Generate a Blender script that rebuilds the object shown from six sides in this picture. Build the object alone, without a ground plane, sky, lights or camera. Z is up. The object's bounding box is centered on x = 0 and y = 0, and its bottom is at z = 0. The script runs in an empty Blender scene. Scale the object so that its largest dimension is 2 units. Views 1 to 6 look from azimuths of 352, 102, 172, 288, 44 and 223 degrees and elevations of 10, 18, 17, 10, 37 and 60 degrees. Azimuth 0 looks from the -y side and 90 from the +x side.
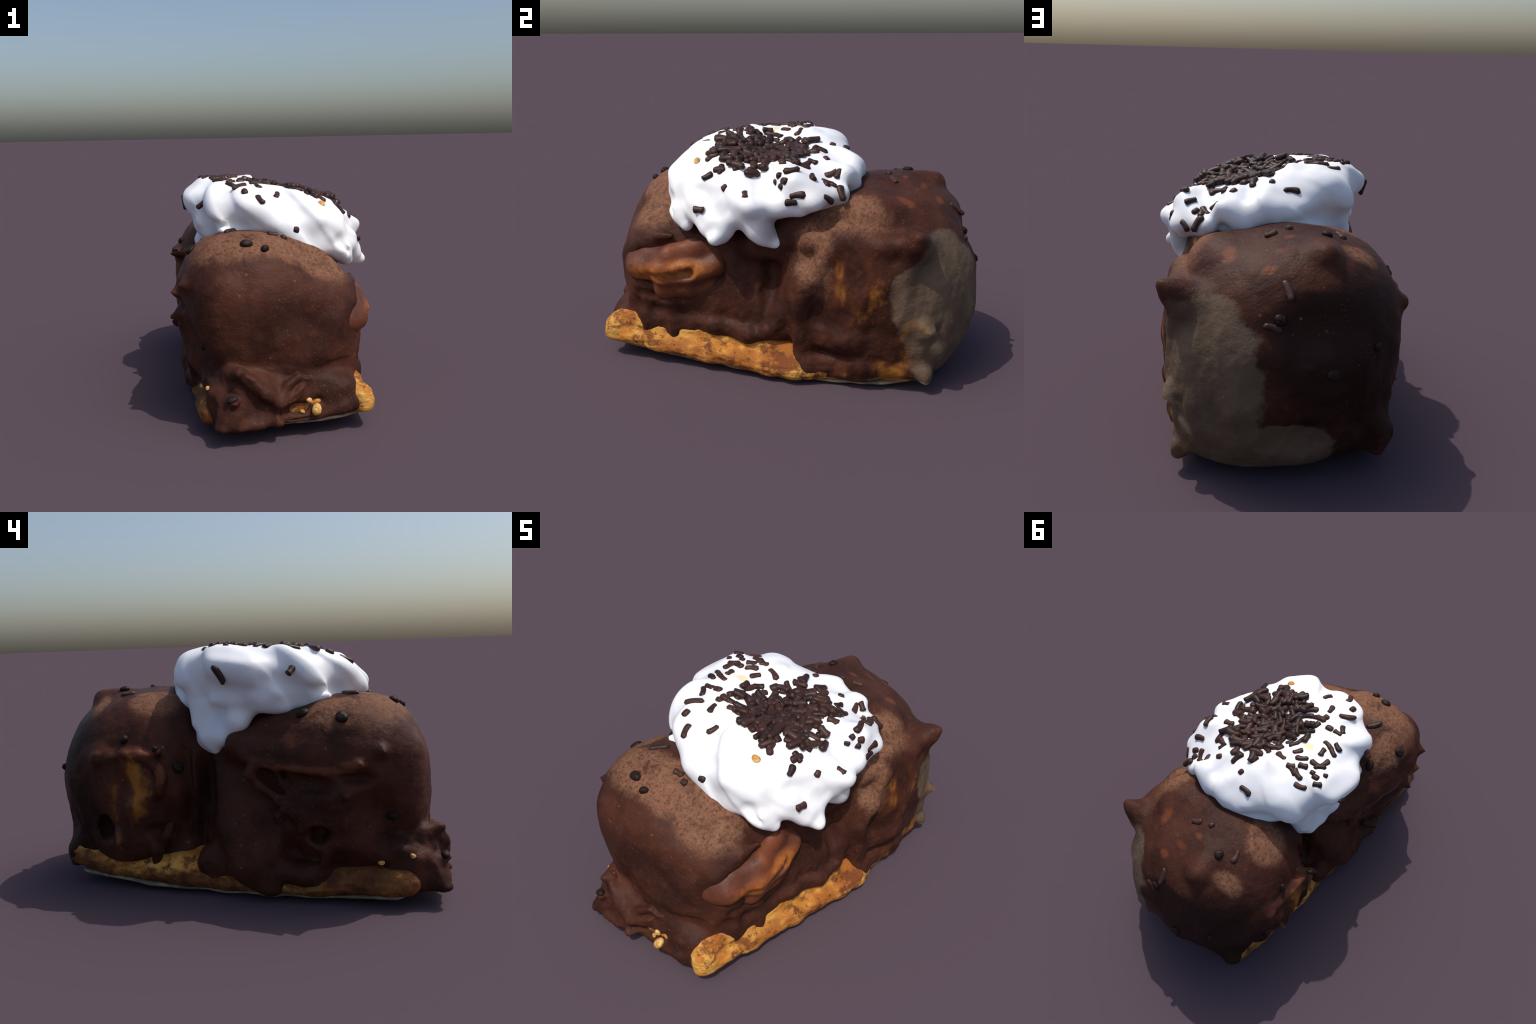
"""Chocolate-glazed choux pastry on a biscuit base with whipped cream and chocolate sprinkles.
Soft parts are modelled as smooth unions of ellipsoids, tapered strands and hollows (a small
signed-distance modeller) and meshed with surface nets; small pieces are individual objects."""
import bpy, math, random
import numpy as np
from mathutils import Vector, Matrix, noise as mnoise
from mathutils.bvhtree import BVHTree

RNG = random.Random(11)
V3 = lambda *a: np.array(a, dtype=np.float32)

# ------------------------------------------------------------------ distance-field modeller
class Clay:
    """Signed distance grid that is built up with soft unions and soft cuts."""
    def __init__(self, lo, hi, h):
        self.h = h
        self.lo = np.array(lo, np.float32)
        n = [int(math.ceil((hi[i] - lo[i]) / h)) + 1 for i in range(3)]
        self.ax = [self.lo[i] + h * np.arange(n[i], dtype=np.float32) for i in range(3)]
        self.f = np.full(n, 1.0, np.float32)

    def window(self, lo, hi):
        s = []
        for i in range(3):
            a = int(np.clip(math.floor((lo[i] - self.lo[i]) / self.h), 0, self.f.shape[i] - 1))
            b = int(np.clip(math.ceil((hi[i] - self.lo[i]) / self.h) + 1, a + 1, self.f.shape[i]))
            s.append(slice(a, b))
        g = (self.ax[0][s[0]][:, None, None], self.ax[1][s[1]][None, :, None], self.ax[2][s[2]][None, None, :])
        return tuple(s), g

    def join(self, s, d, k):
        f = self.f[s]
        h = np.clip(k - np.abs(f - d), 0, None) / k
        self.f[s] = np.minimum(f, d) - h * h * k * 0.25

    def cut(self, s, d, k):
        f = self.f[s]; d = -d
        h = np.clip(k - np.abs(f - d), 0, None) / k
        self.f[s] = np.maximum(f, d) + h * h * k * 0.25

    def _apply(self, s, d, k, cut):
        (self.cut if cut else self.join)(s, d.astype(np.float32), k)

    def blob(self, c, r, k=0.05, rot=(0, 0, 0), p=2.0, cut=False, shear=0.0, shear_y=0.0):
        """(super)ellipsoid; rot in degrees about x, y, z; shear tilts it down towards +x"""
        c = np.array(c, np.float32); r = np.array(r, np.float32)
        R = np.array(Matrix.Rotation(math.radians(rot[2]), 3, 'Z') @ Matrix.Rotation(math.radians(rot[1]), 3, 'Y')
                     @ Matrix.Rotation(math.radians(rot[0]), 3, 'X'), np.float32)
        ext = np.abs(R) @ r + k + 0.04 + abs(shear) * r[0] + abs(shear_y) * r[1]
        s, (X, Y, Z) = self.window(c - ext, c + ext)
        X = X - c[0]; Y = Y - c[1]; Z = Z - c[2]
        if shear or shear_y: Z = Z + shear * X + shear_y * Y
        q = [R[0, i] * X + R[1, i] * Y + R[2, i] * Z for i in range(3)]
        if p == 2.0:
            k0 = np.sqrt(sum((q[i] / r[i]) ** 2 for i in range(3))) + 1e-6
            k1 = np.sqrt(sum((q[i] / r[i] ** 2) ** 2 for i in range(3))) + 1e-6
            d = k0 * (k0 - 1) / k1
        else:
            a = [np.abs(q[i]) / r[i] + 1e-5 for i in range(3)]
            g = (a[0] ** p + a[1] ** p + a[2] ** p) ** (1 / p)
            gr = np.sqrt(sum(((a[i] / g) ** (p - 1) / r[i]) ** 2 for i in range(3)))
            d = (g - 1) / gr
        self._apply(s, d, k, cut)

    def strand(self, pts, k=0.03, cut=False):
        """chain of tapered capsules through (x, y, z, radius) points"""
        for a, b in zip(pts[:-1], pts[1:]):
            a = np.array(a, np.float32); b = np.array(b, np.float32)
            rm = max(a[3], b[3]) + k + 0.03
            lo = np.minimum(a[:3], b[:3]) - rm; hi = np.maximum(a[:3], b[:3]) + rm
            s, (X, Y, Z) = self.window(lo, hi)
            ab = b[:3] - a[:3]; L2 = float(ab @ ab) + 1e-9
            t = np.clip(((X - a[0]) * ab[0] + (Y - a[1]) * ab[1] + (Z - a[2]) * ab[2]) / L2, 0, 1)
            d = np.sqrt((X - a[0] - t * ab[0]) ** 2 + (Y - a[1] - t * ab[1]) ** 2 + (Z - a[2] - t * ab[2]) ** 2)
            self._apply(s, d - (a[3] + (b[3] - a[3]) * t), k, cut)

    def flutes(self, c, n, twist, amp, r0):
        """slanting piped folds around a vertical axis, fading out inside radius r0"""
        X = self.ax[0][:, None, None] - c[0]; Y = self.ax[1][None, :, None] - c[1]; Z = self.ax[2][None, None, :]
        r = np.sqrt(X * X + Y * Y); th = np.arctan2(Y, X)
        w = np.sin(n * th + twist * (Z - .9) + 1.1 * np.sin(2 * th + 4 * Z) + .8 * np.sin(5 * th))
        self.f += (amp * (np.abs(w) ** .7 * np.sign(w)) * np.clip((r - r0) / .1, 0, 1)).astype(np.float32)

    def undercut(self, floor, k):
        """trim everything below the height floor(x, y)"""
        s, (X, Y, Z) = self.window(self.lo, [a[-1] for a in self.ax])
        self.cut(s, (Z - floor(X, Y)).astype(np.float32) + 0 * self.f, k)

    def rough(self, amp, freq, seed, where=None):
        """low sum-of-sines unevenness added to the field"""
        rg = np.random.RandomState(seed)
        X = self.ax[0][:, None, None]; Y = self.ax[1][None, :, None]; Z = self.ax[2][None, None, :]
        n = 0
        for i in range(6):
            v = rg.normal(size=3); v *= freq * rg.uniform(.6, 1.5) / np.linalg.norm(v)
            w = rg.normal(size=3); w *= freq * .6 / np.linalg.norm(w)
            n = n + np.sin(v[0] * X + v[1] * Y + v[2] * Z + rg.uniform(0, 6.28)
                           + 1.3 * np.sin(w[0] * X + w[1] * Y + w[2] * Z + rg.uniform(0, 6.28)))
        n = n * (amp / 2.4)
        if where is not None: n = n * where(X, Y, Z)
        self.f += n.astype(np.float32)

    def mesh(self, name, smooth=2):
        f, h = self.f.copy(), self.h
        for ax in range(3):                       # keep it closed
            sl = [slice(None)] * 3
            for e in (0, -1):
                sl[ax] = e; f[tuple(sl)] = np.maximum(f[tuple(sl)], h)
        ins = f < 0
        c = np.zeros(tuple(n - 1 for n in f.shape), np.int8)
        corners = [(i, j, k) for i in (0, 1) for j in (0, 1) for k in (0, 1)]
        sub = lambda A, o: A[o[0]:A.shape[0] - 1 + o[0], o[1]:A.shape[1] - 1 + o[1], o[2]:A.shape[2] - 1 + o[2]]
        for o in corners: c += sub(ins, o)
        act = (c > 0) & (c < 8)
        idx = np.full(act.shape, -1, np.int64)
        cells = np.argwhere(act); idx[act] = np.arange(len(cells))
        acc = np.zeros((len(cells), 3)); cnt = np.zeros(len(cells))
        for a in corners:
            for ax in range(3):
                if a[ax]: continue
                b = list(a); b[ax] = 1
                va = f[cells[:, 0] + a[0], cells[:, 1] + a[1], cells[:, 2] + a[2]]
                vb = f[cells[:, 0] + b[0], cells[:, 1] + b[1], cells[:, 2] + b[2]]
                m = (va < 0) != (vb < 0)
                t = va[m] / (va[m] - vb[m])
                pt = np.tile(np.array(a, float), (m.sum(), 1)); pt[:, ax] += t
                acc[m] += pt; cnt[m] += 1
        v = (cells + acc / cnt[:, None]) * h + self.lo
        quads = []
        for ax in range(3):
            u, w = (ax + 1) % 3, (ax + 2) % 3
            s0 = [slice(1, -1)] * 3; s1 = [slice(1, -1)] * 3
            s0[ax] = slice(0, -1); s1[ax] = slice(1, None)
            A, B = ins[tuple(s0)], ins[tuple(s1)]
            for flip in (False, True):
                e = np.argwhere((A & ~B) if not flip else (~A & B))
                off = np.ones(3, int); off[ax] = 0
                e = e + off
                def cell(du, dw):
                    q = e.copy(); q[:, u] -= du; q[:, w] -= dw
                    return idx[q[:, 0], q[:, 1], q[:, 2]]
                q = np.stack([cell(1, 1), cell(0, 1), cell(0, 0), cell(1, 0)], 1)
                quads.append(q[:, ::-1] if flip else q)
        q = np.concatenate(quads)
        # light relaxing of the grid pattern
        for it in range(smooth):
            s = np.zeros_like(v); n = np.zeros(len(v))
            for i in range(4):
                a, b = q[:, i], q[:, (i + 1) % 4]
                np.add.at(s, a, v[b]); np.add.at(n, a, 1)
                np.add.at(s, b, v[a]); np.add.at(n, b, 1)
            v = v * .5 + .5 * s / n[:, None]
        me = bpy.data.meshes.new(name)
        me.from_pydata(v.tolist(), [], q.tolist())
        me.polygons.foreach_set('use_smooth', [True] * len(me.polygons))
        me.update()
        return me

# ------------------------------------------------------------------ materials
def srgb(r, g, b):
    f = lambda c: (c / 255 / 12.92) if c <= 10 else ((c / 255 + .055) / 1.055) ** 2.4
    return (f(r), f(g), f(b), 1)

class Nodes:
    def __init__(self, name):
        self.mat = bpy.data.materials.new(name); self.mat.use_nodes = True
        self.t = self.mat.node_tree; self.n = self.t.nodes; self.n.clear()
        self.out = self.n.new('ShaderNodeOutputMaterial')
        self.b = self.n.new('ShaderNodeBsdfPrincipled')
        self.t.links.new(self.b.outputs[0], self.out.inputs[0])
        self.co = self.n.new('ShaderNodeTexCoord').outputs['Object']
    def link(self, a, b): self.t.links.new(a, b)
    def _set(self, sock, v):
        if isinstance(v, bpy.types.NodeSocket): self.link(v, sock)
        else: sock.default_value = v
    def noise(self, scale, detail=4, rough=.55, co=None, dist=0.0, stretch=None):
        n = self.n.new('ShaderNodeTexNoise'); n.inputs['Scale'].default_value = scale
        n.inputs['Detail'].default_value = detail; n.inputs['Roughness'].default_value = rough
        n.inputs['Distortion'].default_value = dist
        c = co or self.co
        if stretch:
            m = self.n.new('ShaderNodeMapping'); m.inputs['Scale'].default_value = stretch
            self.link(c, m.inputs[0]); c = m.outputs[0]
        self.link(c, n.inputs['Vector']); return n.outputs['Fac']
    def voronoi(self, scale, feature='F1', rnd=1.0):
        n = self.n.new('ShaderNodeTexVoronoi'); n.feature = feature
        n.inputs['Scale'].default_value = scale; n.inputs['Randomness'].default_value = rnd
        self.link(self.co, n.inputs['Vector']); return n.outputs['Distance']
    def math(self, op, a, b=0.0, c=0.0, clamp=False):
        n = self.n.new('ShaderNodeMath'); n.operation = op; n.use_clamp = clamp
        for i, v in enumerate((a, b, c)): self._set(n.inputs[i], v)
        return n.outputs[0]
    def step(self, v, lo, hi):
        n = self.n.new('ShaderNodeMapRange'); n.interpolation_type = 'SMOOTHSTEP'
        self._set(n.inputs[0], v); n.inputs[1].default_value = lo; n.inputs[2].default_value = hi
        return n.outputs[0]
    def mix(self, f, a, b):
        n = self.n.new('ShaderNodeMix'); n.data_type = 'RGBA'
        self._set(n.inputs[0], f); self._set(n.inputs[6], a); self._set(n.inputs[7], b)
        return n.outputs[2]
    def near(self, c, r, soft=.35, wob=None, wobble=.3):
        """1 inside an ellipsoid at c with radii r, edge broken up by noise"""
        m = self.n.new('ShaderNodeMapping'); m.vector_type = 'POINT'
        m.inputs['Location'].default_value = [-c[i] / r[i] for i in range(3)]
        m.inputs['Scale'].default_value = [1 / x for x in r]
        self.link(self.co, m.inputs[0])
        l = self.n.new('ShaderNodeVectorMath'); l.operation = 'LENGTH'; self.link(m.outputs[0], l.inputs[0])
        d = l.outputs['Value']
        if wob is not None:
            d = self.math('ADD', d, self.math('MULTIPLY', self.math('SUBTRACT', wob, .5), wobble * 2))
        return self.step(d, 1 + soft, 1 - soft)
    def many(self, lst, **kw):
        o = None
        for c, r in lst:
            m = self.near(c, r, **kw)
            o = m if o is None else self.math('MAXIMUM', o, m)
        return o
    def bump(self, hgt, strength, dist=.01, prev=None):
        n = self.n.new('ShaderNodeBump'); n.inputs['Strength'].default_value = strength
        n.inputs['Distance'].default_value = dist; self.link(hgt, n.inputs['Height'])
        if prev is not None: self.link(prev, n.inputs['Normal'])
        return n.outputs[0]
    def finish(self, col, rough, normal=None, **kw):
        self._set(self.b.inputs['Base Color'], col); self._set(self.b.inputs['Roughness'], rough)
        if normal is not None: self.link(normal, self.b.inputs['Normal'])
        for k, v in kw.items(): self._set(self.b.inputs[k], v)
        return self.mat

def chocolate_material():
    N = Nodes('glossy_chocolate')
    n1 = N.noise(5, 5); n2 = N.noise(22, 5, .6); n3 = N.noise(120, 3, .6)
    col = N.mix(N.step(n1, .35, .68), srgb(58, 33, 26), srgb(80, 47, 35))
    col = N.mix(N.math('MULTIPLY', N.step(n2, .52, .75), .45), col, srgb(98, 58, 42))
    # thin, pale, matt film on the crowns of both buns, ragged at its edge
    nb0 = N.noise(8, 8, .72, dist=.5)
    bloom = N.many([((-.12, -.68, .87), (.34, .13, .14)), ((.20, -.64, .79), (.18, .17, .12)),
                    ((-.38, -.50, .85), (.09, .14, .10)), ((-.27, .38, .91), (.12, .12, .10)),
                    ((.37, .38, .78), (.10, .16, .16)), ((.44, .22, .62), (.10, .10, .2)),
                    ((-.26, .68, .88), (.10, .05, .06)), ((.0, -.58, .90), (.16, .06, .06))],
                   soft=.28, wob=nb0, wobble=.8)
    bloom = N.math('MULTIPLY', bloom, N.step(nb0, .28, .50))
    bloom = N.math('MULTIPLY', bloom, N.step(N.noise(60, 8, .78), .30, .58))
    col = N.mix(N.math('MULTIPLY', bloom, .95), col, N.mix(n2, srgb(108, 72, 54), srgb(148, 108, 84)))
    # dark patch on the rear face, and thin reddish spots above it
    dark = N.many([((-.20, .92, .56), (.34, .30, .33)), ((-.40, .80, .35), (.2, .2, .25))], soft=.18, wob=n1, wobble=.4)
    col = N.mix(N.math('MULTIPLY', dark, .75), col, srgb(40, 23, 19))
    red = N.many([((.108, .766, .844), (.035, .02, .02)), ((.044, .687, .891), (.04, .02, .02)), ((.25, .60, .86), (.03, .05, .03)),
                  ((.0, .60, .92), (.03, .02, .02))], soft=.5, wob=n2, wobble=.5)
    col = N.mix(N.math('MULTIPLY', red, .5), col, srgb(140, 76, 46))
    # greyish thin coat at the corner away from the drips
    taupe = N.many([((.46, .84, .40), (.40, .22, .38)), ((.16, .92, .16), (.34, .3, .14)),
                    ((.55, .74, .48), (.10, .18, .20))], soft=.05, wob=N.noise(9, 4), wobble=.25)
    tcol = N.mix(N.step(n1, .4, .65), srgb(98, 81, 66), srgb(112, 94, 76))
    col = N.mix(N.math('MULTIPLY', taupe, .92), col, tcol)
    pale = N.many([((.52, .80, .31), (.05, .09, .035)), ((.47, .83, .22), (.05, .06, .05)), ((.52, .66, .05), (.08, .16, .02))], soft=.4, wob=n2, wobble=.5)
    col = N.mix(N.math('MULTIPLY', pale, .85), col, srgb(186, 164, 128))
    # orange-brown edging along the lips on the left flank
    rim = N.many([((-.49, -.40, .618), (.05, .24, .016)), ((-.505, -.60, .645), (.05, .06, .014)), ((-.48, .40, .678), (.04, .07, .014)), ((-.47, .52, .668), (.04, .04, .012)),
                  ((-.485, .285, .57), (.03, .02, .05)), ((-.50, .52, .26), (.05, .02, .06))], soft=.5, wob=n2, wobble=.9)
    col = N.mix(N.math('MULTIPLY', rim, .6), col, srgb(128, 76, 50))
    # dough showing through, then small pale flecks and dark dots
    amber = N.many([((.50, .40, .54), (.12, .12, .16)), ((.52, .52, .07), (.14, .30, .08)), ((.50, .72, .26), (.08, .10, .10)),
                    ((-.47, .46, .50), (.10, .10, .15))], soft=.4, wob=n2, wobble=.8)
    n4 = N.noise(9, 4, .5, stretch=(1, 1, .5))
    amber = N.math('MULTIPLY', amber, N.step(n4, .36, .62))
    col = N.mix(N.math('MULTIPLY', amber, .8), col, N.mix(N.step(n4, .48, .62), srgb(112, 64, 36), srgb(172, 112, 46)))
    speck = N.math('MULTIPLY', N.step(N.voronoi(16), .13, .05), N.step(n1, .5, .6))
    col = N.mix(N.math('MULTIPLY', speck, .6), col, srgb(150, 104, 72))
    fleck = N.math('MULTIPLY', N.step(N.voronoi(46), .15, .06), N.step(N.noise(4, 3), .46, .58))
    col = N.mix(N.math('MULTIPLY', fleck, .55), col, srgb(150, 116, 92))
    pit = N.math('MULTIPLY', N.step(N.voronoi(23), .10, .04), N.step(N.noise(5, 2), .5, .6))
    col = N.mix(N.math('MULTIPLY', pit, .6), col, srgb(34, 20, 17))
    nb = N.bump(n2, .3, .02); nb = N.bump(N.noise(55, 5, .65), .3, .008, nb); nb = N.bump(n3, .2, .004, nb)
    rough = N.math('ADD', N.math('MULTIPLY', n2, .25), N.math('ADD', .36, N.math('MULTIPLY', bloom, .35)))
    return N.finish(col, rough, nb, **{'Specular IOR Level': .1})

def dough_material():
    N = Nodes('baked_choux')
    n1 = N.noise(7, 5); n2 = N.noise(24, 5, .6); n3 = N.noise(90, 3)
    col = N.mix(N.step(n1, .35, .65), srgb(84, 46, 33), srgb(116, 64, 40))
    gold = N.many([((.43, -.42, .52), (.10, .13, .045)), ((.42, -.56, .49), (.08, .08, .05)), ((.38, -.66, .47), (.08, .05, .05)),
                   ((-.42, .47, .50), (.06, .05, .10))], soft=.45, wob=n2, wobble=.5)
    col = N.mix(N.math('MULTIPLY', gold, .9), col, N.mix(N.step(n2, .4, .62), srgb(142, 78, 40), srgb(184, 112, 46)))
    return N.finish(col, .5, N.bump(n3, .2, .004, N.bump(n2, .3, .015)), **{'Specular IOR Level': .25})

def biscuit_material():
    N = Nodes('golden_biscuit')
    n1 = N.noise(5, 5); n2 = N.noise(20, 6, .65); lay = N.noise(11, 6, .65, stretch=(1, 1, 2.2), dist=.6)
    n3 = N.noise(70, 4, .6)
    col = N.mix(N.step(lay, .38, .62), srgb(186, 120, 46), srgb(220, 164, 80))
    col = N.mix(N.math('MULTIPLY', N.step(n2, .55, .7), .5), col, srgb(232, 196, 128))
    col = N.mix(N.math('MULTIPLY', N.step(n1, .45, .60), .85), col, srgb(158, 90, 36))
    col = N.mix(N.math('MULTIPLY', N.step(N.noise(13, 5, .6), .57, .64), .85), col, srgb(92, 48, 30))
    smear = N.step(N.noise(7, 7, .7, stretch=(1, 1, 1.6)), .50, .58)
    col = N.mix(N.math('MULTIPLY', smear, .85), col, N.mix(n2, srgb(84, 44, 28), srgb(132, 72, 34)))
    stain = N.many([((-.45, -.55, .12), (.2, .38, .16)), ((-.45, .75, .1), (.2, .12, .08)), ((-.45, .2, .06), (.2, .35, .05))], soft=.4, wob=n2, wobble=.9)
    col = N.mix(N.math('MULTIPLY', stain, .8), col, N.mix(N.step(n2, .4, .6), srgb(70, 40, 28), srgb(116, 68, 34)))
    nb = N.bump(lay, .6, .025); nb = N.bump(n3, .4, .008, nb)
    return N.finish(col, .75, nb, **{'Specular IOR Level': .25})

def cream_material():
    N = Nodes('whipped_cream')
    n1 = N.noise(8, 4); n3 = N.noise(140, 3)
    col = N.mix(N.step(n1, .35, .7), srgb(236, 238, 241), srgb(246, 246, 246))
    smudge = N.many([((.40, .34, .88), (.10, .10, .05)), ((.46, .06, .76), (.06, .12, .06))], soft=.5, wob=n1, wobble=.5)
    col = N.mix(N.math('MULTIPLY', smudge, .6), col, srgb(150, 136, 126))
    yolk = N.near((-.14, -.085, 1.148), (.035, .025, .03), soft=.3)
    col = N.mix(N.math('MULTIPLY', yolk, .7), col, srgb(240, 216, 150))
    return N.finish(col, .5, N.bump(n3, .08, .003), **{'Specular IOR Level': .3})

def sprinkle_material():
    N = Nodes('sprinkle_chocolate')
    oi = N.n.new('ShaderNodeObjectInfo')
    n2 = N.noise(60, 3)
    col = N.mix(oi.outputs['Random'], srgb(38, 25, 22), srgb(68, 43, 36))
    col = N.mix(N.math('MULTIPLY', N.step(n2, .5, .75), .5), col, srgb(92, 62, 50))
    return N.finish(col, .45, N.bump(n2, .15, .004), **{'Specular IOR Level': .25})

def chip_material():
    N = Nodes('dark_chocolate_chip')
    n2 = N.noise(60, 3)
    col = N.mix(n2, srgb(24, 16, 14), srgb(50, 33, 28))
    return N.finish(col, .5, N.bump(n2, .15, .004), **{'Specular IOR Level': .15})

def nut_material():
    N = Nodes('toasted_crumb')
    n2 = N.noise(40, 4)
    col = N.mix(N.step(n2, .4, .65), srgb(190, 134, 60), srgb(226, 190, 120))
    return N.finish(col, .65, N.bump(n2, .4, .01))

def crust_material():
    N = Nodes('pale_crust')
    n2 = N.noise(18, 4)
    col = N.mix(N.step(n2, .4, .65), srgb(120, 106, 86), srgb(160, 144, 118))
    return N.finish(col, .8, N.bump(n2, .3, .01))

# ------------------------------------------------------------------ scene tree
root = bpy.data.objects.new('cream_pastry', None)
root.empty_display_size = .2
bpy.context.collection.objects.link(root)
root['label'] = 'chocolate glazed choux pastry with whipped cream and sprinkles'
root['category'] = 'dessert'

def part(name, me, mat, parent=root):
    o = bpy.data.objects.new(name, me); bpy.context.collection.objects.link(o)
    o.parent = parent
    if mat and not me.materials: me.materials.append(mat)
    return o

CHOC, DOUGH, BISC, CREAM, SPRK, NUT, PALE = (chocolate_material(), dough_material(), biscuit_material(),
                                       cream_material(), sprinkle_material(), nut_material(), crust_material())

def floor_height(X, Y):
    return .003 + .055 * ((Y - .35 * X - .05) / .95) ** 2

# ------------------------------------------------------------------ chocolate coating
def build_coating():
    C = Clay((-.64, -1.06, -.04), (.64, 1.05, 1.06), .0088)
    # two buns and the core that joins them
    C.blob((-.05, -.53, .452), (.455, .335, .450), k=.05, p=2.65, shear=.205)
    C.blob((.02, .525, .434), (.495, .447, .502), k=.05, p=2.3, shear=.15, shear_y=.058)
    C.blob((-.16, -.58, .50), (.27, .30, .27), k=.06, p=2.6)
    C.blob((.03, .0, .36), (.37, .5, .36), k=.06, p=3, shear=.1)
    C.blob((.0, -.03, .14), (.37, .88, .11), k=.05, p=4)
    # clefts between the buns
    C.blob((-.25, -.12, .30), (.20, .22, .25), k=.05, p=2.4)
    C.blob((-.27, -.28, .72), (.16, .17, .14), k=.06)
    C.blob((.03, .44, .81), (.17, .14, .115), k=.08)
    C.blob((.23, .44, .775), (.18, .18, .13), k=.07)
    C.blob((.42, .45, .58), (.105, .16, .17), k=.05, p=2.4)
    C.strand([(.35, .14, .76, .07), (.36, .04, .68, .06), (.33, -.08, .66, .06)], k=.06)
    C.strand([(.28, -.24, .66, .08), (.31, -.32, .62, .07)], k=.05)
    C.blob((.27, .24, .45), (.18, .30, .29), k=.07, p=2.4)
    C.blob((.0, -.16, .62), (.33, .26, .20), k=.08, p=2.6, shear=.1)
    C.blob((.25, -.14, .42), (.15, .25, .27), k=.06, p=2.4)
    C.blob((-.62, .20, .52), (.33, .055, .5), k=.07, rot=(-4, 0, 0), cut=True)
    C.blob((.52, .0, .50), (.20, .055, .15), k=.08, rot=(0, 12, 0), cut=True)
    C.blob((-.50, .06, .66), (.14, .10, .18), k=.08, cut=True)
    C.blob((-.40, .125, .50), (.19, .075, .23), k=.04, cut=True)
    C.blob((-.38, .165, .32), (.15, .04, .18), k=.03, cut=True)
    C.blob((-.50, .28, .36), (.11, .06, .12), k=.05, cut=True)
    C.blob((-.55, -.76, .37), (.12, .15, .16), k=.08, cut=True)
    C.blob((-.51, -.79, .30), (.13, .13, .14), k=.07, cut=True)
    C.blob((.35, -.89, .975), (.37, .31, .275), k=.14, cut=True)
    C.blob((.22, -.81, .965), (.24, .24, .24), k=.08, cut=True)
    C.blob((.48, -.72, .29), (.12, .15, .05), k=.05, cut=True)
    C.blob((-.54, -.71, .43), (.135, .13, .13), k=.07, cut=True)
    C.blob((-.05, 1.03, .20), (.16, .115, .10), k=.06, cut=True)
    C.strand([(.0, -.80, .44, .075), (.03, -.80, .36, .07)], k=.08)
    C.strand([(.27, -.40, .66, .09), (.31, -.38, .655, .07)], k=.04)
    C.strand([(.34, -.10, .64, .08), (.36, .02, .64, .07)], k=.05)
    C.strand([(.34, .66, .68, .08), (.36, .69, .69, .06)], k=.05)
    C.strand([(.32, .06, .76, .075), (.33, .17, .80, .075), (.32, .28, .82, .075)], k=.05)
    # horn and flat flank of the rear bun
    C.strand([(.36, .62, .66, .09), (.43, .665, .70, .06), (.485, .677, .745, .032), (.52, .681, .774, .012)], k=.04)
    C.strand([(.40, .20, .70, .07), (.435, .36, .71, .06), (.455, .52, .695, .04), (.475, .64, .725, .024)], k=.045)
    C.blob((.39, .50, .40), (.10, .20, .30), k=.06, p=3)
    # sharp upright edge from the horn to the rear corner of the base
    C.strand([(.46, .66, .70, .03), (.45, .63, .60, .035), (.45, .61, .48, .035), (.45, .65, .36, .04)], k=.045)
    C.strand([(.43, .66, .335, .05), (.475, .73, .34, .025), (.49, .755, .335, .012)], k=.035)
    C.strand([(.455, .69, .34, .03), (.445, .70, .22, .035), (.455, .74, .10, .03), (.47, .755, .065, .018)], k=.045)
    C.blob((.30, .62, .30), (.16, .17, .27), k=.06, p=2.6)
    C.strand([(.43, .22, .09, .06), (.44, .45, .09, .06), (.43, .66, .10, .05)], k=.05)
    C.strand([(.43, .26, .24, .06), (.455, .38, .24, .055), (.455, .52, .25, .06)], k=.05)
    C.blob((-.27, .74, .19), (.14, .15, .14), k=.06)
    C.strand([(-.31, .80, .22, .06), (-.355, .82, .16, .055), (-.34, .84, .10, .04)], k=.04)
    C.blob((-.14, 1.03, .70), (.34, .145, .15), k=.08, cut=True)
    # ridge beside the cleft, running down to the base
    C.strand([(.40, .34, .70, .06), (.455, .30, .67, .045), (.45, .20, .52, .045), (.44, .15, .40, .037), (.43, .17, .24, .04), (.45, .18, .08, .045)], k=.05)
    C.strand([(.38, .08, .38, .04), (.385, .07, .33, .04), (.385, .02, .24, .045), (.40, -.06, .2, .03)], k=.05)
    # bun flank above the open pastry, with overhanging lip
    C.strand([(.24, -.76, .54, .04), (.31, -.70, .58, .03), (.345, -.58, .655, .028), (.37, -.5, .67, .025)], k=.03)
    C.blob((.45, -.52, .50), (.13, .27, .09), k=.05, p=2.6, cut=True)
    C.strand([(.24, -.74, .37, .05), (.30, -.58, .37, .055), (.34, -.44, .37, .055), (.34, -.32, .39, .055)], k=.03)
    C.strand([(.38, -.68, .36, .02), (.42, -.50, .355, .022), (.43, -.38, .36, .022), (.42, -.28, .38, .018)], k=.03, cut=True)
    C.strand([(.40, -.62, .285, .02), (.42, -.46, .275, .03), (.42, -.34, .27, .03)], k=.03, cut=True)
    C.strand([(.33, -.46, .23, .04), (.36, -.28, .22, .05), (.40, -.12, .20, .05)], k=.03)
    # front corners and foot: folds that run out over the biscuit
    C.strand([(-.33, -.70, .72, .085), (-.31, -.76, .66, .08), (-.32, -.755, .56, .085), (-.30, -.75, .45, .07)], k=.06)
    C.strand([(.15, -.79, .38, .08), (.19, -.785, .50, .065)], k=.06)
    C.blob((-.17, -.80, .16), (.23, .12, .15), k=.06, p=2.5)
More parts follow.
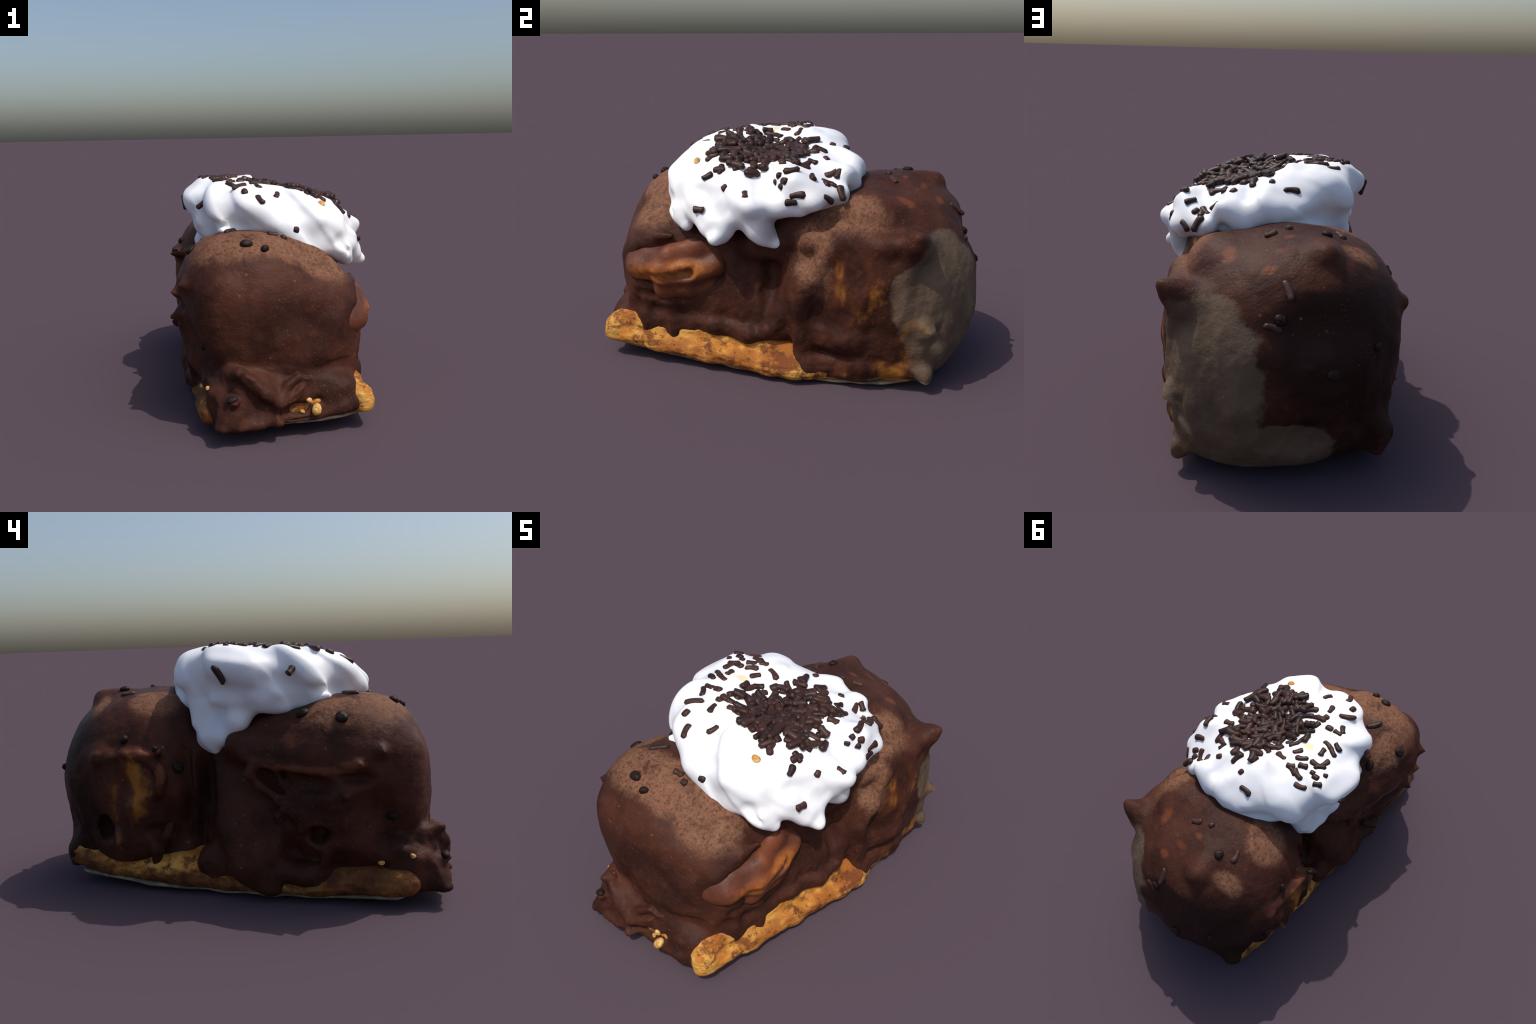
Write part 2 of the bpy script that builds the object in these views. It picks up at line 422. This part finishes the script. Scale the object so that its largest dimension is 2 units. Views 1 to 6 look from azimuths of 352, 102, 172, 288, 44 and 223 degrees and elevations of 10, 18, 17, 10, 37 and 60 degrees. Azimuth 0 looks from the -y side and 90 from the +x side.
    C.blob((.12, -.82, .15), (.22, .09, .14), k=.05, p=2.5)
    C.strand([(-.25, -.86, .17, .06), (-.29, -.90, .13, .055), (-.335, -.958, .082, .028)], k=.05)
    C.strand([(-.14, -.88, .12, .06), (-.17, -.93, .075, .035), (-.26, -.95, .07, .03)], k=.04)
    C.strand([(-.27, -.86, .30, .035), (-.16, -.88, .25, .045), (-.06, -.885, .18, .045)], k=.04)
    C.strand([(-.30, -.86, .315, .022), (-.26, -.915, .325, .018), (-.20, -.93, .285, .018), (-.13, -.945, .23, .020), (-.075, -.945, .18, .018)], k=.022)
    C.strand([(-.075, -.94, .18, .018), (-.03, -.91, .25, .018), (.02, -.89, .28, .018), (.075, -.885, .262, .010)], k=.022)
    C.strand([(.075, -.88, .262, .012), (.03, -.91, .22, .016), (-.05, -.94, .16, .02), (-.09, -.95, .09, .028)], k=.025)
    C.strand([(-.24, -.91, .33, .014), (-.26, -.945, .336, .008)], k=.02)
    C.strand([(-.02, -.90, .075, .03), (.10, -.895, .09, .035), (.22, -.875, .115, .045), (.33, -.85, .14, .04)], k=.03)
    C.strand([(.11, -.91, .165, .010), (.06, -.93, .15, .02)], k=.02, cut=True)
    C.blob((.0, -.965, .135), (.09, .07, .045), k=.02, cut=True)
    C.strand([(-.31, -.93, .20, .012), (-.28, -.965, .205, .006)], k=.02)
    # left flank: a curtain of glaze that ends in a ragged lip, dug out below
    C.strand([(-.35, -.06, .70, .06), (-.39, -.17, .68, .045), (-.405, -.30, .68, .045), (-.42, -.46, .675, .05), (-.44, -.60, .69, .04), (-.42, -.69, .71, .03)], k=.06)
    C.blob((-.545, -.34, .55), (.105, .20, .055), k=.025, p=2.5, cut=True)
    C.blob((-.53, -.62, .585), (.09, .09, .05), k=.03, cut=True)
    C.strand([(-.40, -.10, .66, .025), (-.435, -.16, .635, .018), (-.455, -.24, .630, .016), (-.462, -.33, .622, .018), (-.468, -.42, .612, .016), (-.475, -.47, .610, .014),
              (-.48, -.52, .628, .016), (-.492, -.585, .640, .014), (-.48, -.64, .665, .014), (-.455, -.70, .69, .016)], k=.02)
    C.strand([(-.43, -.67, .69, .035), (-.47, -.705, .697, .018), (-.505, -.726, .70, .006)], k=.03)
    C.strand([(-.465, -.55, .64, .025), (-.495, -.60, .647, .016), (-.535, -.637, .650, .006)], k=.03)
    # ribs of glaze between the hollows
    C.strand([(-.435, -.15, .63, .018), (-.44, -.13, .58, .018), (-.425, -.17, .53, .018), (-.43, -.26, .47, .02), (-.445, -.33, .41, .02)], k=.03)
    C.strand([(-.45, -.25, .62, .012), (-.435, -.27, .55, .014), (-.44, -.31, .48, .012)], k=.02)
    C.strand([(-.455, -.50, .61, .014), (-.445, -.51, .53, .014), (-.45, -.52, .45, .018), (-.465, -.51, .36, .018), (-.46, -.505, .30, .018), (-.43, -.46, .19, .022), (-.41, -.42, .08, .02)], k=.025)
    C.strand([(-.44, -.55, .57, .025), (-.48, -.56, .53, .016), (-.535, -.57, .512, .006)], k=.03)
    C.strand([(-.445, -.36, .45, .03), (-.455, -.38, .40, .03), (-.46, -.36, .36, .02)], k=.03)
    C.blob((-.49, -.435, .325), (.12, .055, .05), k=.018, cut=True)
    C.strand([(-.44, -.40, .375, .014), (-.455, -.44, .385, .013), (-.45, -.49, .375, .012)], k=.015)
    C.blob((-.455, -.745, .405), (.05, .03, .028), k=.015, cut=True)
    C.strand([(-.38, -.69, .23, .035), (-.37, -.78, .235, .025), (-.33, -.86, .21, .03)], k=.03)
    C.strand([(-.45, -.62, .20, .016), (-.45, -.72, .20, .02), (-.43, -.84, .17, .02)], k=.015, cut=True)
    # bulging flow at the middle of the foot
    C.blob((-.375, -.11, .20), (.10, .17, .15), k=.06)
    C.strand([(-.40, -.26, .13, .05), (-.41, -.36, .13, .045), (-.39, -.46, .14, .04)], k=.04)
    C.strand([(-.36, .06, .14, .05), (-.385, .10, .13, .03)], k=.04)
    C.strand([(-.46, -.25, .40, .025), (-.50, -.27, .405, .012), (-.522, -.275, .41, .006)], k=.03)
    C.strand([(-.41, -.13, .13, .07), (-.41, -.20, .06, .05)], k=.05)
    # rear bun, left: arch around an open patch, and drips
    C.blob((-.40, .46, .45), (.065, .15, .20), k=.06)
    C.blob((-.545, .45, .53), (.085, .10, .12), k=.025, cut=True)
    C.strand([(-.43, .62, .58, .02), (-.445, .59, .63, .018), (-.455, .54, .655, .018), (-.465, .47, .670, .016), (-.465, .40, .668, .018), (-.465, .34, .65, .018),
              (-.465, .30, .60, .018), (-.468, .285, .565, .016), (-.46, .31, .51, .018), (-.445, .37, .44, .02), (-.44, .42, .36, .022), (-.42, .43, .22, .025)], k=.022)
    C.strand([(-.43, .62, .56, .018), (-.445, .58, .47, .018), (-.45, .565, .38, .018), (-.465, .54, .30, .018), (-.49, .52, .25, .014), (-.53, .512, .237, .005)], k=.025)
    C.blob((-.40, .46, .33), (.06, .11, .15), k=.05)
    C.blob((-.41, .53, .24), (.065, .16, .12), k=.05)
    C.blob((-.40, .07, .15), (.06, .09, .09), k=.04)
    C.blob((-.47, .60, .31), (.07, .035, .06), k=.02, cut=True)
    C.blob((-.47, .33, .30), (.07, .055, .045), k=.02, cut=True)
    C.strand([(-.43, .27, .33, .016), (-.44, .29, .28, .016), (-.43, .33, .21, .018), (-.40, .37, .13, .02)], k=.02)
    C.strand([(-.44, .32, .67, .02), (-.485, .285, .683, .011), (-.515, .270, .685, .006)], k=.02)
    # lumps on the rear face
    C.strand([(-.12, .84, .48, .06), (-.10, .93, .44, .03)], k=.06)
    C.strand([(-.12, .62, .86, .07), (-.12, .71, .88, .05), (-.125, .755, .905, .015)], k=.06)
    C.strand([(-.43, .60, .65, .05), (-.475, .605, .65, .02)], k=.05)
    C.strand([(.14, .88, .52, .08), (.16, .90, .36, .07)], k=.08)
    C.rough(.010, 9, 3)
    C.rough(.006, 24, 5, where=lambda X, Y, Z: np.clip((np.abs(X + .02) - .30) / .15, 0, 1) * np.clip(1.4 - Z * 1.4, 0, 1))
    C.undercut(lambda X, Y: floor_height(X, Y) + .010, .03)
    return C.mesh('chocolate_coating')

def crumple(me):
    """folds and runs: ridged noise along the normal, drawn out vertically, strongest low on the flanks"""
    n = len(me.vertices)
    co = np.empty(n * 3); no = np.empty(n * 3)
    me.vertices.foreach_get('co', co); me.vertices.foreach_get('normal', no)
    co = co.reshape(-1, 3); no = no.reshape(-1, 3)
    d = np.zeros(n)
    for i in range(n):
        x, y, z = co[i]
        side = min(1, max(0, (.75 - abs(no[i, 2])) * 2.2))
        low = min(1, max(0, (.80 - z) * 2.2))
        front = .35 if y < -.68 and z > .33 else 1.0
        w = side * low * front
        p = Vector((x * 7, y * 7, z * 3.2))
        r = 1 - abs(mnoise.noise(p + Vector((3, 1, 7)))) * 3.2
        q = mnoise.fractal(Vector((x * 16, y * 16, z * 9)), 1.0, 2.0, 3)
        d[i] = w * (.010 * max(r, -.6) - .004 + .006 * q) + .0016 * mnoise.noise(Vector((x * 22, y * 22, z * 22)))
    co += no * d[:, None]
    me.vertices.foreach_set('co', co.ravel()); me.update()
    return me

coat = part('chocolate_coating', crumple(build_coating()), CHOC)

# ------------------------------------------------------------------ biscuit base
def build_base():
    C = Clay((-.56, -1.0, -.04), (.60, .96, .33), .0075)
    C.blob((.0, -.05, .11), (.37, .84, .10), k=.04, p=5)
    # right long edge, the bare golden strip: broad at the bottom, set back at the top
    C.strand([(.34, -.85, .115, .05), (.36, -.60, .095, .055), (.40, -.30, .08, .055), (.445, .0, .06, .055), (.46, .12, .06, .055), (.42, .30, .055, .05), (.40, .66, .075, .05)], k=.03)
    C.strand([(.31, -.82, .175, .05), (.315, -.60, .175, .055), (.335, -.30, .15, .06), (.39, .0, .125, .055), (.40, .12, .11, .05), (.36, .3, .11, .05)], k=.03)
    C.blob((.30, -.74, .205), (.05, .10, .03), k=.04)
    C.blob((.335, -.85, .145), (.055, .05, .06), k=.03)
    # left edge
    C.strand([(-.345, .80, .155, .065), (-.36, .62, .12, .065), (-.36, .25, .10, .075), (-.36, 0, .08, .07), (-.365, -.4, .09, .07), (-.37, -.8, .11, .065)], k=.04)
    C.rough(.003, 22, 8); C.rough(.002, 75, 9)
    C.undercut(lambda X, Y: floor_height(X, Y) + .012, .02)
    return C.mesh('pastry_base', 1)

def flake(me):
    """thin broken layers: displacement that changes quickly with height, slowly along the edge"""
    n = len(me.vertices)
    co = np.empty(n * 3); no = np.empty(n * 3)
    me.vertices.foreach_get('co', co); me.vertices.foreach_get('normal', no)
    co = co.reshape(-1, 3); no = no.reshape(-1, 3)
    d = np.zeros(n)
    for i in range(n):
        x, y, z = co[i]
        w = min(1, max(0, 1.3 - abs(no[i, 2]) * 1.5))
        a = mnoise.noise(Vector((x * 5, y * 5, z * 42)))
        b = mnoise.fractal(Vector((x * 26, y * 26, z * 34)), .8, 2.1, 3)
        d[i] = w * (.004 * max(-.5, min(.5, a * 2.0)) + .003 * b)
    co += no * d[:, None]
    me.vertices.foreach_set('co', co.ravel()); me.update()
    return me

base = part('pastry_base', flake(build_base()), BISC)

def build_crust():
    C = Clay((-.60, -1.05, -.05), (.64, 1.0, .16), .0095)
    C.blob((.0, -.07, .05), (.36, .83, .05), k=.03, p=6)
    C.strand([(.31, -.80, .08, .045), (.38, -.3, .05, .045), (.43, .1, .04, .045), (.43, .45, .04, .045), (.41, .66, .06, .045)], k=.04)
    C.strand([(-.34, .76, .08, .045), (-.37, .4, .05, .045), (-.37, -.2, .04, .045), (-.36, -.75, .06, .045)], k=.04)
    C.rough(.006, 25, 14)
    C.undercut(floor_height, .015)
    s, (X, Y, Z) = C.window(C.lo, [a[-1] for a in C.ax])
    C.cut(s, (floor_height(X, Y) + .022 - Z).astype(np.float32) + 0 * C.f, .01)
    return C.mesh('bottom_crust', 1)
part('bottom_crust', build_crust(), PALE)

# ------------------------------------------------------------------ choux showing through the glaze
def build_bun():
    C = Clay((.10, -.94, .30), (.56, -.14, .76), .009)
    C.blob((.26, -.52, .515), (.135, .27, .12), k=.03, rot=(3, 0, 0))
    C.strand([(.25, -.73, .47, .055), (.325, -.66, .475, .065), (.375, -.54, .485, .07), (.385, -.42, .50, .07), (.345, -.30, .53, .065)], k=.05)
    C.strand([(.33, -.62, .565, .035), (.37, -.50, .58, .045), (.35, -.38, .60, .045), (.31, -.28, .61, .045)], k=.04)
    C.strand([(.28, -.66, .41, .05), (.345, -.55, .405, .065), (.355, -.42, .415, .06), (.33, -.32, .43, .05)], k=.025)
    C.strand([(.44, -.62, .47, .010), (.455, -.52, .475, .014), (.43, -.40, .50, .010)], k=.03, cut=True)
    C.rough(.011, 17, 21); C.rough(.003, 45, 23)
    return C.mesh('choux_bun')
part('choux_bun', build_bun(), DOUGH)

def build_patch():
    C = Clay((-.52, .28, .30), (-.24, .66, .72), .009)
    C.blob((-.37, .47, .50), (.065, .105, .15), k=.03, p=2.5)
    C.strand([(-.405, .42, .58, .02), (-.415, .44, .48, .02), (-.40, .45, .40, .015)], k=.03)
    C.strand([(-.40, .50, .60, .018), (-.41, .51, .50, .02), (-.40, .50, .42, .015)], k=.03)
    C.rough(.006, 24, 22)
    return C.mesh('choux_bun')
part('choux_bun', build_patch(), DOUGH)

# ------------------------------------------------------------------ whipped cream
def build_cream():
    C = Clay((-.60, -.74, .52), (.70, .58, 1.30), .0085)
    C.blob((.035, -.085, .95), (.43, .455, .17), k=.05, rot=(0, 11, 0), p=2.5)
    C.blob((-.13, -.02, 1.04), (.22, .28, .09), k=.08, rot=(0, 10, 0))
    # swirl of soft folds around the rim
    C.strand([(-.355, .02, 1.05, .065), (-.36, -.12, 1.045, .065), (-.29, -.28, 1.01, .05), (-.18, -.42, .97, .045)], k=.04)
    C.strand([(-.33, -.26, .96, .05), (-.22, -.41, .93, .055), (0, -.50, .925, .065), (.16, -.49, .915, .065), (.30, -.44, .92, .06)], k=.04)
    C.strand([(-.34, .04, .91, .05), (-.33, -.16, .90, .045), (-.25, -.34, .88, .045)], k=.04)
    C.strand([(.0, -.47, .87, .06), (.20, -.49, .83, .06), (.33, -.46, .78, .045), (.375, -.42, .73, .018)], k=.05)
    C.strand([(.27, -.40, .91, .08), (.40, -.36, .845, .05), (.45, -.28, .77, .04)], k=.05)
    C.strand([(.44, -.25, .74, .03), (.49, -.235, .715, .024), (.50, -.24, .708, .022)], k=.02)
    C.strand([(.38, -.18, .93, .07), (.46, -.06, .89, .065), (.45, .05, .86, .055), (.43, .14, .85, .05)], k=.05)
    C.strand([(.38, -.30, .84, .08), (.42, -.26, .77, .055), (.44, -.20, .74, .045)], k=.05)
    C.strand([(.40, -.14, .84, .08), (.415, -.06, .75, .06), (.41, .03, .69, .03)], k=.05)
    C.strand([(.41, .08, .97, .06), (.40, .18, .93, .055), (.32, .32, .91, .05)], k=.04)
    C.strand([(.42, .16, .90, .05), (.45, .20, .89, .03)], k=.04)
    C.strand([(.28, .31, .97, .045), (.12, .335, .965, .055), (-.08, .315, .98, .05), (-.19, .22, .99, .05), (-.28, .10, 1.0, .055)], k=.04)
    C.strand([(.0, .34, .91, .05), (-.14, .28, .89, .045), (-.23, .19, .87, .05)], k=.04)
    # tongue that hangs into the left cleft
    C.strand([(-.16, .08, .92, .11), (-.23, .10, .80, .085), (-.265, .11, .72, .06), (-.27, .09, .66, .02)], k=.06)
    C.strand([(-.24, .14, .80, .05), (-.265, .16, .69, .025)], k=.04)
    C.strand([(-.28, -.08, .91, .075), (-.335, -.05, .81, .05), (-.325, .02, .74, .03)], k=.04)
    C.strand([(-.25, .15, .87, .065), (-.29, .17, .79, .03)], k=.04)
    # peaks near the middle and grooves between the folds
    C.strand([(-.09, .12, 1.10, .045), (-.05, .11, 1.145, .016)], k=.05)
    C.strand([(-.22, -.02, 1.10, .04), (-.15, .02, 1.145, .018)], k=.05)
    C.strand([(-.42, -.20, .985, .02), (-.36, -.34, .95, .02), (-.2, -.50, .92, .02)], k=.05, cut=True)
    C.strand([(.24, -.58, .93, .02), (.32, -.52, .85, .02), (.36, -.49, .79, .015)], k=.05, cut=True)
    C.strand([(.44, -.34, .91, .02), (.49, -.2, .82, .02)], k=.04, cut=True)
    C.strand([(-.42, .06, .975, .02), (-.36, .2, .94, .02), (-.2, .34, .94, .02), (.0, .40, .94, .015)], k=.05, cut=True)
    C.blob((.13, -.07, 1.20), (.27, .24, .150), k=.08, rot=(0, 11, 0), cut=True)
    C.strand([(.40, -.20, .82, .08), (.445, -.18, .79, .05)], k=.05)
    C.strand([(.41, .02, .86, .075), (.445, .07, .87, .045)], k=.05)
    C.blob((.60, -.14, 1.18), (.29, .40, .29), k=.05, cut=True)
    C.blob((.60, .33, 1.07), (.24, .24, .22), k=.05, cut=True)
    C.blob((-.46, -.08, 1.16), (.12, .22, .07), k=.05, cut=True)
    C.blob((-.30, -.02, 1.245), (.30, .34, .085), k=.05, rot=(0, 4, 0), cut=True)
    C.strand([(.10, -.38, 1.01, .05), (.24, -.36, .985, .05)], k=.06)
    C.flutes((.03, -.07), 9, 17, .015, .28)
    C.rough(.006, 12, 31); C.rough(.003, 40, 32)
    return C.mesh('whipped_cream', 3)

cream = part('whipped_cream', build_cream(), CREAM)

# ------------------------------------------------------------------ small pieces
def bvh(o):
    me = o.data
    return BVHTree.FromPolygons([v.co.copy() for v in me.vertices], [tuple(p.vertices) for p in me.polygons])
CREAM_T, COAT_T = bvh(cream), bvh(coat)

def bent_rod(name, L, r, bend, seed):
    """short rounded rod with a slight bend"""
    rg = random.Random(seed); rings, seg = 11, 10; vs, fs = [], []
    for i in range(rings):
        t = i / (rings - 1); s = (t - .5) * L
        e = min(1, math.sqrt(max(0, 1 - (abs(2 * t - 1)) ** 7)) + .04)
        rr = r * e * (1 + .05 * math.sin(7 * t + seed))
        off = bend * (1 - (2 * t - 1) ** 2)
        for j in range(seg):
            a = 2 * math.pi * j / seg
            vs.append((s + .25 * rr * math.sin(a + seed) * (2 * t - 1), off + rr * math.cos(a) * (1 + .1 * math.sin(5 * t + 2 * seed)), rr * .85 * math.sin(a)))
    for i in range(rings - 1):
        for j in range(seg):
            fs.append((i * seg + j, i * seg + (j + 1) % seg, (i + 1) * seg + (j + 1) % seg, (i + 1) * seg + j))
    fs.append(tuple(range(seg))[::-1]); fs.append(tuple((rings - 1) * seg + j for j in range(seg)))
    me = bpy.data.meshes.new(name); me.from_pydata(vs, [], fs)
    me.polygons.foreach_set('use_smooth', [True] * len(me.polygons)); me.update()
    me.materials.append(SPRK); me['mm'] = L * 1000; return me

RODS = [bent_rod('sprinkle', L, r, b, i) for i, (L, r, b) in enumerate(
    [(.062, .0160, .004), (.054, .0165, .002), (.075, .0150, .008), (.046, .0165, .0), (.068, .0150, -.006)])]
SHORT = [bent_rod('sprinkle', .036, .0145, .001, 9), bent_rod('sprinkle', .030, .014, 0, 10)]
LONG = bent_rod('sprinkle', .10, .0155, .006, 12)

def lay(me, tree, x, y, ang, lift=.4, tilt=0.0, ztop=1.6, scale=1.0):
    loc, nor, _, _ = tree.ray_cast(Vector((x, y, ztop)), Vector((0, 0, -1)))
    if loc is None: return None
    return pose(me, loc, nor, ang, lift, tilt, scale)

def pose(me, loc, nor, ang, lift=.4, tilt=0.0, scale=1.0, name='sprinkle', along=None):
    o = bpy.data.objects.new(name, me); bpy.context.collection.objects.link(o); o.parent = root
    nor = (nor * .8 + Vector((0, 0, .2))).normalized()
    d = Vector(along or (math.cos(ang), math.sin(ang), 0)); d = (d - nor * d.dot(nor)).normalized()
    d = (d + nor * tilt).normalized()
    y = nor.cross(d).normalized(); z = d.cross(y)
    M = Matrix((d, y, z)).transposed().to_4x4()
    o.matrix_world = Matrix.Translation(loc + nor * .015 * lift * scale) @ M @ Matrix.Scale(scale, 4)
    return o

def settle(me, tree, p, deg, lift=.4, tilt=0.0, scale=1.0, name='sprinkle', along=None):
    loc, nor, _, _ = tree.find_nearest(Vector(p))
    return pose(me, loc, nor, math.radians(deg), lift, tilt, scale, name, along)

# dense heap in the middle: outline of the heap seen from above
HEAP = [(-.12, -.24), (-.08, -.11), (.02, .02), (.07, .17), (.16, .20), (.29, .08), (.35, -.05), (.38, -.20),
        (.27, -.31), (.12, -.33), (.0, -.29)]
def inside(x, y, poly):
    r = False
    for (x0, y0), (x1, y1) in zip(poly, poly[1:] + poly[:1]):
        if (y0 > y) != (y1 > y) and x < (x1 - x0) * (y - y0) / (y1 - y0) + x0: r = not r
    return r
placed = []
for i in range(4000):
    x, y = RNG.uniform(-.12, .38), RNG.uniform(-.33, .2)
    if not inside(x + RNG.gauss(0, .02), y + RNG.gauss(0, .02), HEAP): continue
    if RNG.random() > .35 + .65 * math.exp(-(((x - .15) / .2) ** 2 + ((y + .1) / .17) ** 2) ** 1.5): continue
    near = sum(1 for p in placed if (p[0] - x) ** 2 + (p[1] - y) ** 2 < .024 ** 2)
    if near > 1: continue
    if lay(RNG.choice(RODS), CREAM_T, x, y, RNG.uniform(0, math.pi), lift=-.15 + .8 * near, tilt=RNG.uniform(-.22, .22),
           scale=RNG.uniform(1.0, 1.28)):
        placed.append((x, y))
    if len(placed) >= 190: break

# single sprinkles around the heap: x, y, z, direction in degrees, length in mm
SCATTER = [
    (-.17, -.37, 1.11, 38, 100), (-.15, -.43, 1.08, 89, 45), (-.08, -.49, 1.05, 107, 82), (.01, -.43, 1.09, 74, 66),
    (.38, -.31, .98, -56, 60), (.46, -.22, .95, -55, 37), (.50, -.10, .94, 15, 50), (.46, -.33, .83, 81, 57),
    (.10, -.60, .93, -4, 40), (.43, .01, .97, 11, 34), (.44, .04, 1.01, -13, 30), (.47, .07, .99, 52, 40),
    (.47, .14, .92, 110, 80), (.47, .05, .96, 2, 32), (.48, .11, .89, 101, 60), (.30, .29, 1.0, -31, 54),
    (.38, .26, .97, 42, 42), (-.26, -.18, 1.14, -22, 59), (-.21, -.15, 1.15, -14, 70), (-.21, -.29, 1.13, 128, 71),
    (-.07, -.35, 1.12, 103, 60), (-.20, -.25, 1.14, 7, 53), (-.15, -.24, 1.14, 11, 49), (-.09, -.29, 1.13, 7, 36),
    (-.06, -.26, 1.13, -20, 41), (-.24, -.03, 1.16, 9, 75), (-.27, -.06, 1.15, 81, 58), (-.26, .03, 1.16, 4, 32),
    (-.21, .08, 1.16, -18, 80), (-.15, .07, 1.16, 28, 50), (-.16, -.01, 1.17, 35, 73), (-.06, .04, 1.16, -16, 80),
    (-.11, -.03, 1.16, 60, 60), (.30, .14, 1.03, 88, 67), (.34, -.05, 1.03, 59, 71), (.38, -.10, 1.01, 14, 65),
    (.27, -.33, 1.04, -38, 45), (.36, -.25, 1.01, -5, 62), (.32, -.20, 1.04, -3, 80), (.25, .17, 1.04, 73, 52),
    (-.04, .31, 1.07, 175, 80), (-.17, .09, 1.15, 168, 80), (-.26, .12, 1.15, 20, 78), (-.29, .04, 1.15, 9, 45),
    (-.32, .06, 1.13, 31, 51), (-.32, 0, 1.14, 24, 28), (-.20, .03, 1.16, 25, 55), (-.27, -.02, 1.16, 41, 69),
    (-.22, -.10, 1.15, -81, 51), (-.26, -.14, 1.14, 153, 66), (.33, .26, .98, -64, 75), (.36, .29, .97, -101, 36),
    (.28, .26, 1.0, -52, 80), (.42, .10, 1.03, -72, 80), (.28, .15, 1.03, 168, 65), (.04, .24, 1.09, -103, 34),
    (.21, .23, 1.04, -136, 39), (.40, .20, 1.0, -160, 60), (.38, .34, .93, -141, 85), (.43, .27, .90, -110, 70)]
for x, y, z, deg, mm in SCATTER:
    me = min(RODS + SHORT + [LONG], key=lambda m: abs(m['mm'] - mm))
    settle(me, CREAM_T, (x, y, z), deg, lift=RNG.uniform(-.35, .15), tilt=RNG.uniform(-.08, .08), scale=min(1.15, max(.9, mm / me['mm'])))
# two that stand off the left rim
settle(LONG, CREAM_T, (-.43, .0, 1.02), 0, lift=.2, along=(0, -.5, -.9))
settle(RODS[1], CREAM_T, (-.42, -.30, 1.02), 170, lift=.8, tilt=.9)

# chocolate bits stuck in the glaze
def pebble(name, r, seed, flat=.8):
    rg = random.Random(seed); vs, fs = [], []; nu, nv = 14, 9
    ph = [rg.uniform(0, 6.28) for _ in range(4)]
    for i in range(nv + 1):
        t = math.pi * i / nv
        for j in range(nu):
            a = 2 * math.pi * j / nu
            q = r * (1 + .10 * math.sin(2 * a + ph[0]) * math.sin(t) + .07 * math.sin(3 * t + ph[1]) + .05 * math.sin(3 * a + ph[2]))
            vs.append((q * 1.12 * math.sin(t) * math.cos(a), q * math.sin(t) * math.sin(a), q * flat * math.cos(t)))
    for i in range(nv):
        for j in range(nu):
            fs.append((i * nu + j, (i + 1) * nu + j, (i + 1) * nu + (j + 1) % nu, i * nu + (j + 1) % nu))
    me = bpy.data.meshes.new(name); me.from_pydata(vs, [], fs)
    me.polygons.foreach_set('use_smooth', [True] * len(me.polygons)); me.update(); me.validate(); return me
CHIP = [pebble('chocolate_chip', .024, 3), pebble('chocolate_chip', .020, 4), pebble('chocolate_chip', .027, 5, .7)]
for m in CHIP: m.materials.append(chip_material())
for i, p in enumerate([(-.186, -.732, .886), (-.104, -.751, .857), (-.443, -.54, .841), (-.371, -.353, .855), (-.461, .471, .742),
                       (-.39, .22, .60), (-.42, -.745, .405), (-.30, .885, .575), (-.14, .61, .94), (-.29, -.955, .205),
                       (-.49, .30, .70), (-.11, .96, .50), (.08, .91, .70)]):
    settle(CHIP[i % 3], COAT_T, p, 40 * i, lift=.15, name='chocolate_chip', scale=1.0 if i < 6 else .85)
for me, p, deg in [(LONG, (-.24, -.545, .935), 57), (RODS[1], (-.04, -.60, .905), 10), (SHORT[0], (.015, -.615, .90), -70),
                   (LONG, (.05, .855, .795), 95), (RODS[2], (.11, .92, .67), 150), (RODS[0], (.08, .545, .93), 30),
                   (SHORT[0], (0, .515, .94), 60), (RODS[2], (-.20, .56, .92), 105), (RODS[3], (.08, .91, .70), 20)]:
    settle(me, COAT_T, p, deg, lift=.05)

# nut crumbs at the open foot
NUTS = [pebble('nut_crumb', .026, 8, .75), pebble('nut_crumb', .015, 9, .9)]
for m in NUTS: m.materials.append(NUT)
for i, (p, sc) in enumerate([((.10, -.915, .125), 1.0), ((.07, -.895, .165), .9), ((.035, -.90, .12), .7), ((-.43, -.70, .19), .8),
                             ((-.41, -.83, .24), .7)]):
    o = settle(NUTS[0 if i == 0 else 1], COAT_T, p, 70 + 50 * i, lift=.6, name='nut_crumb', scale=sc)
settle(NUTS[1], CREAM_T, (.261, -.404, 1.042), 30, lift=.1, name='nut_crumb', scale=1.2)
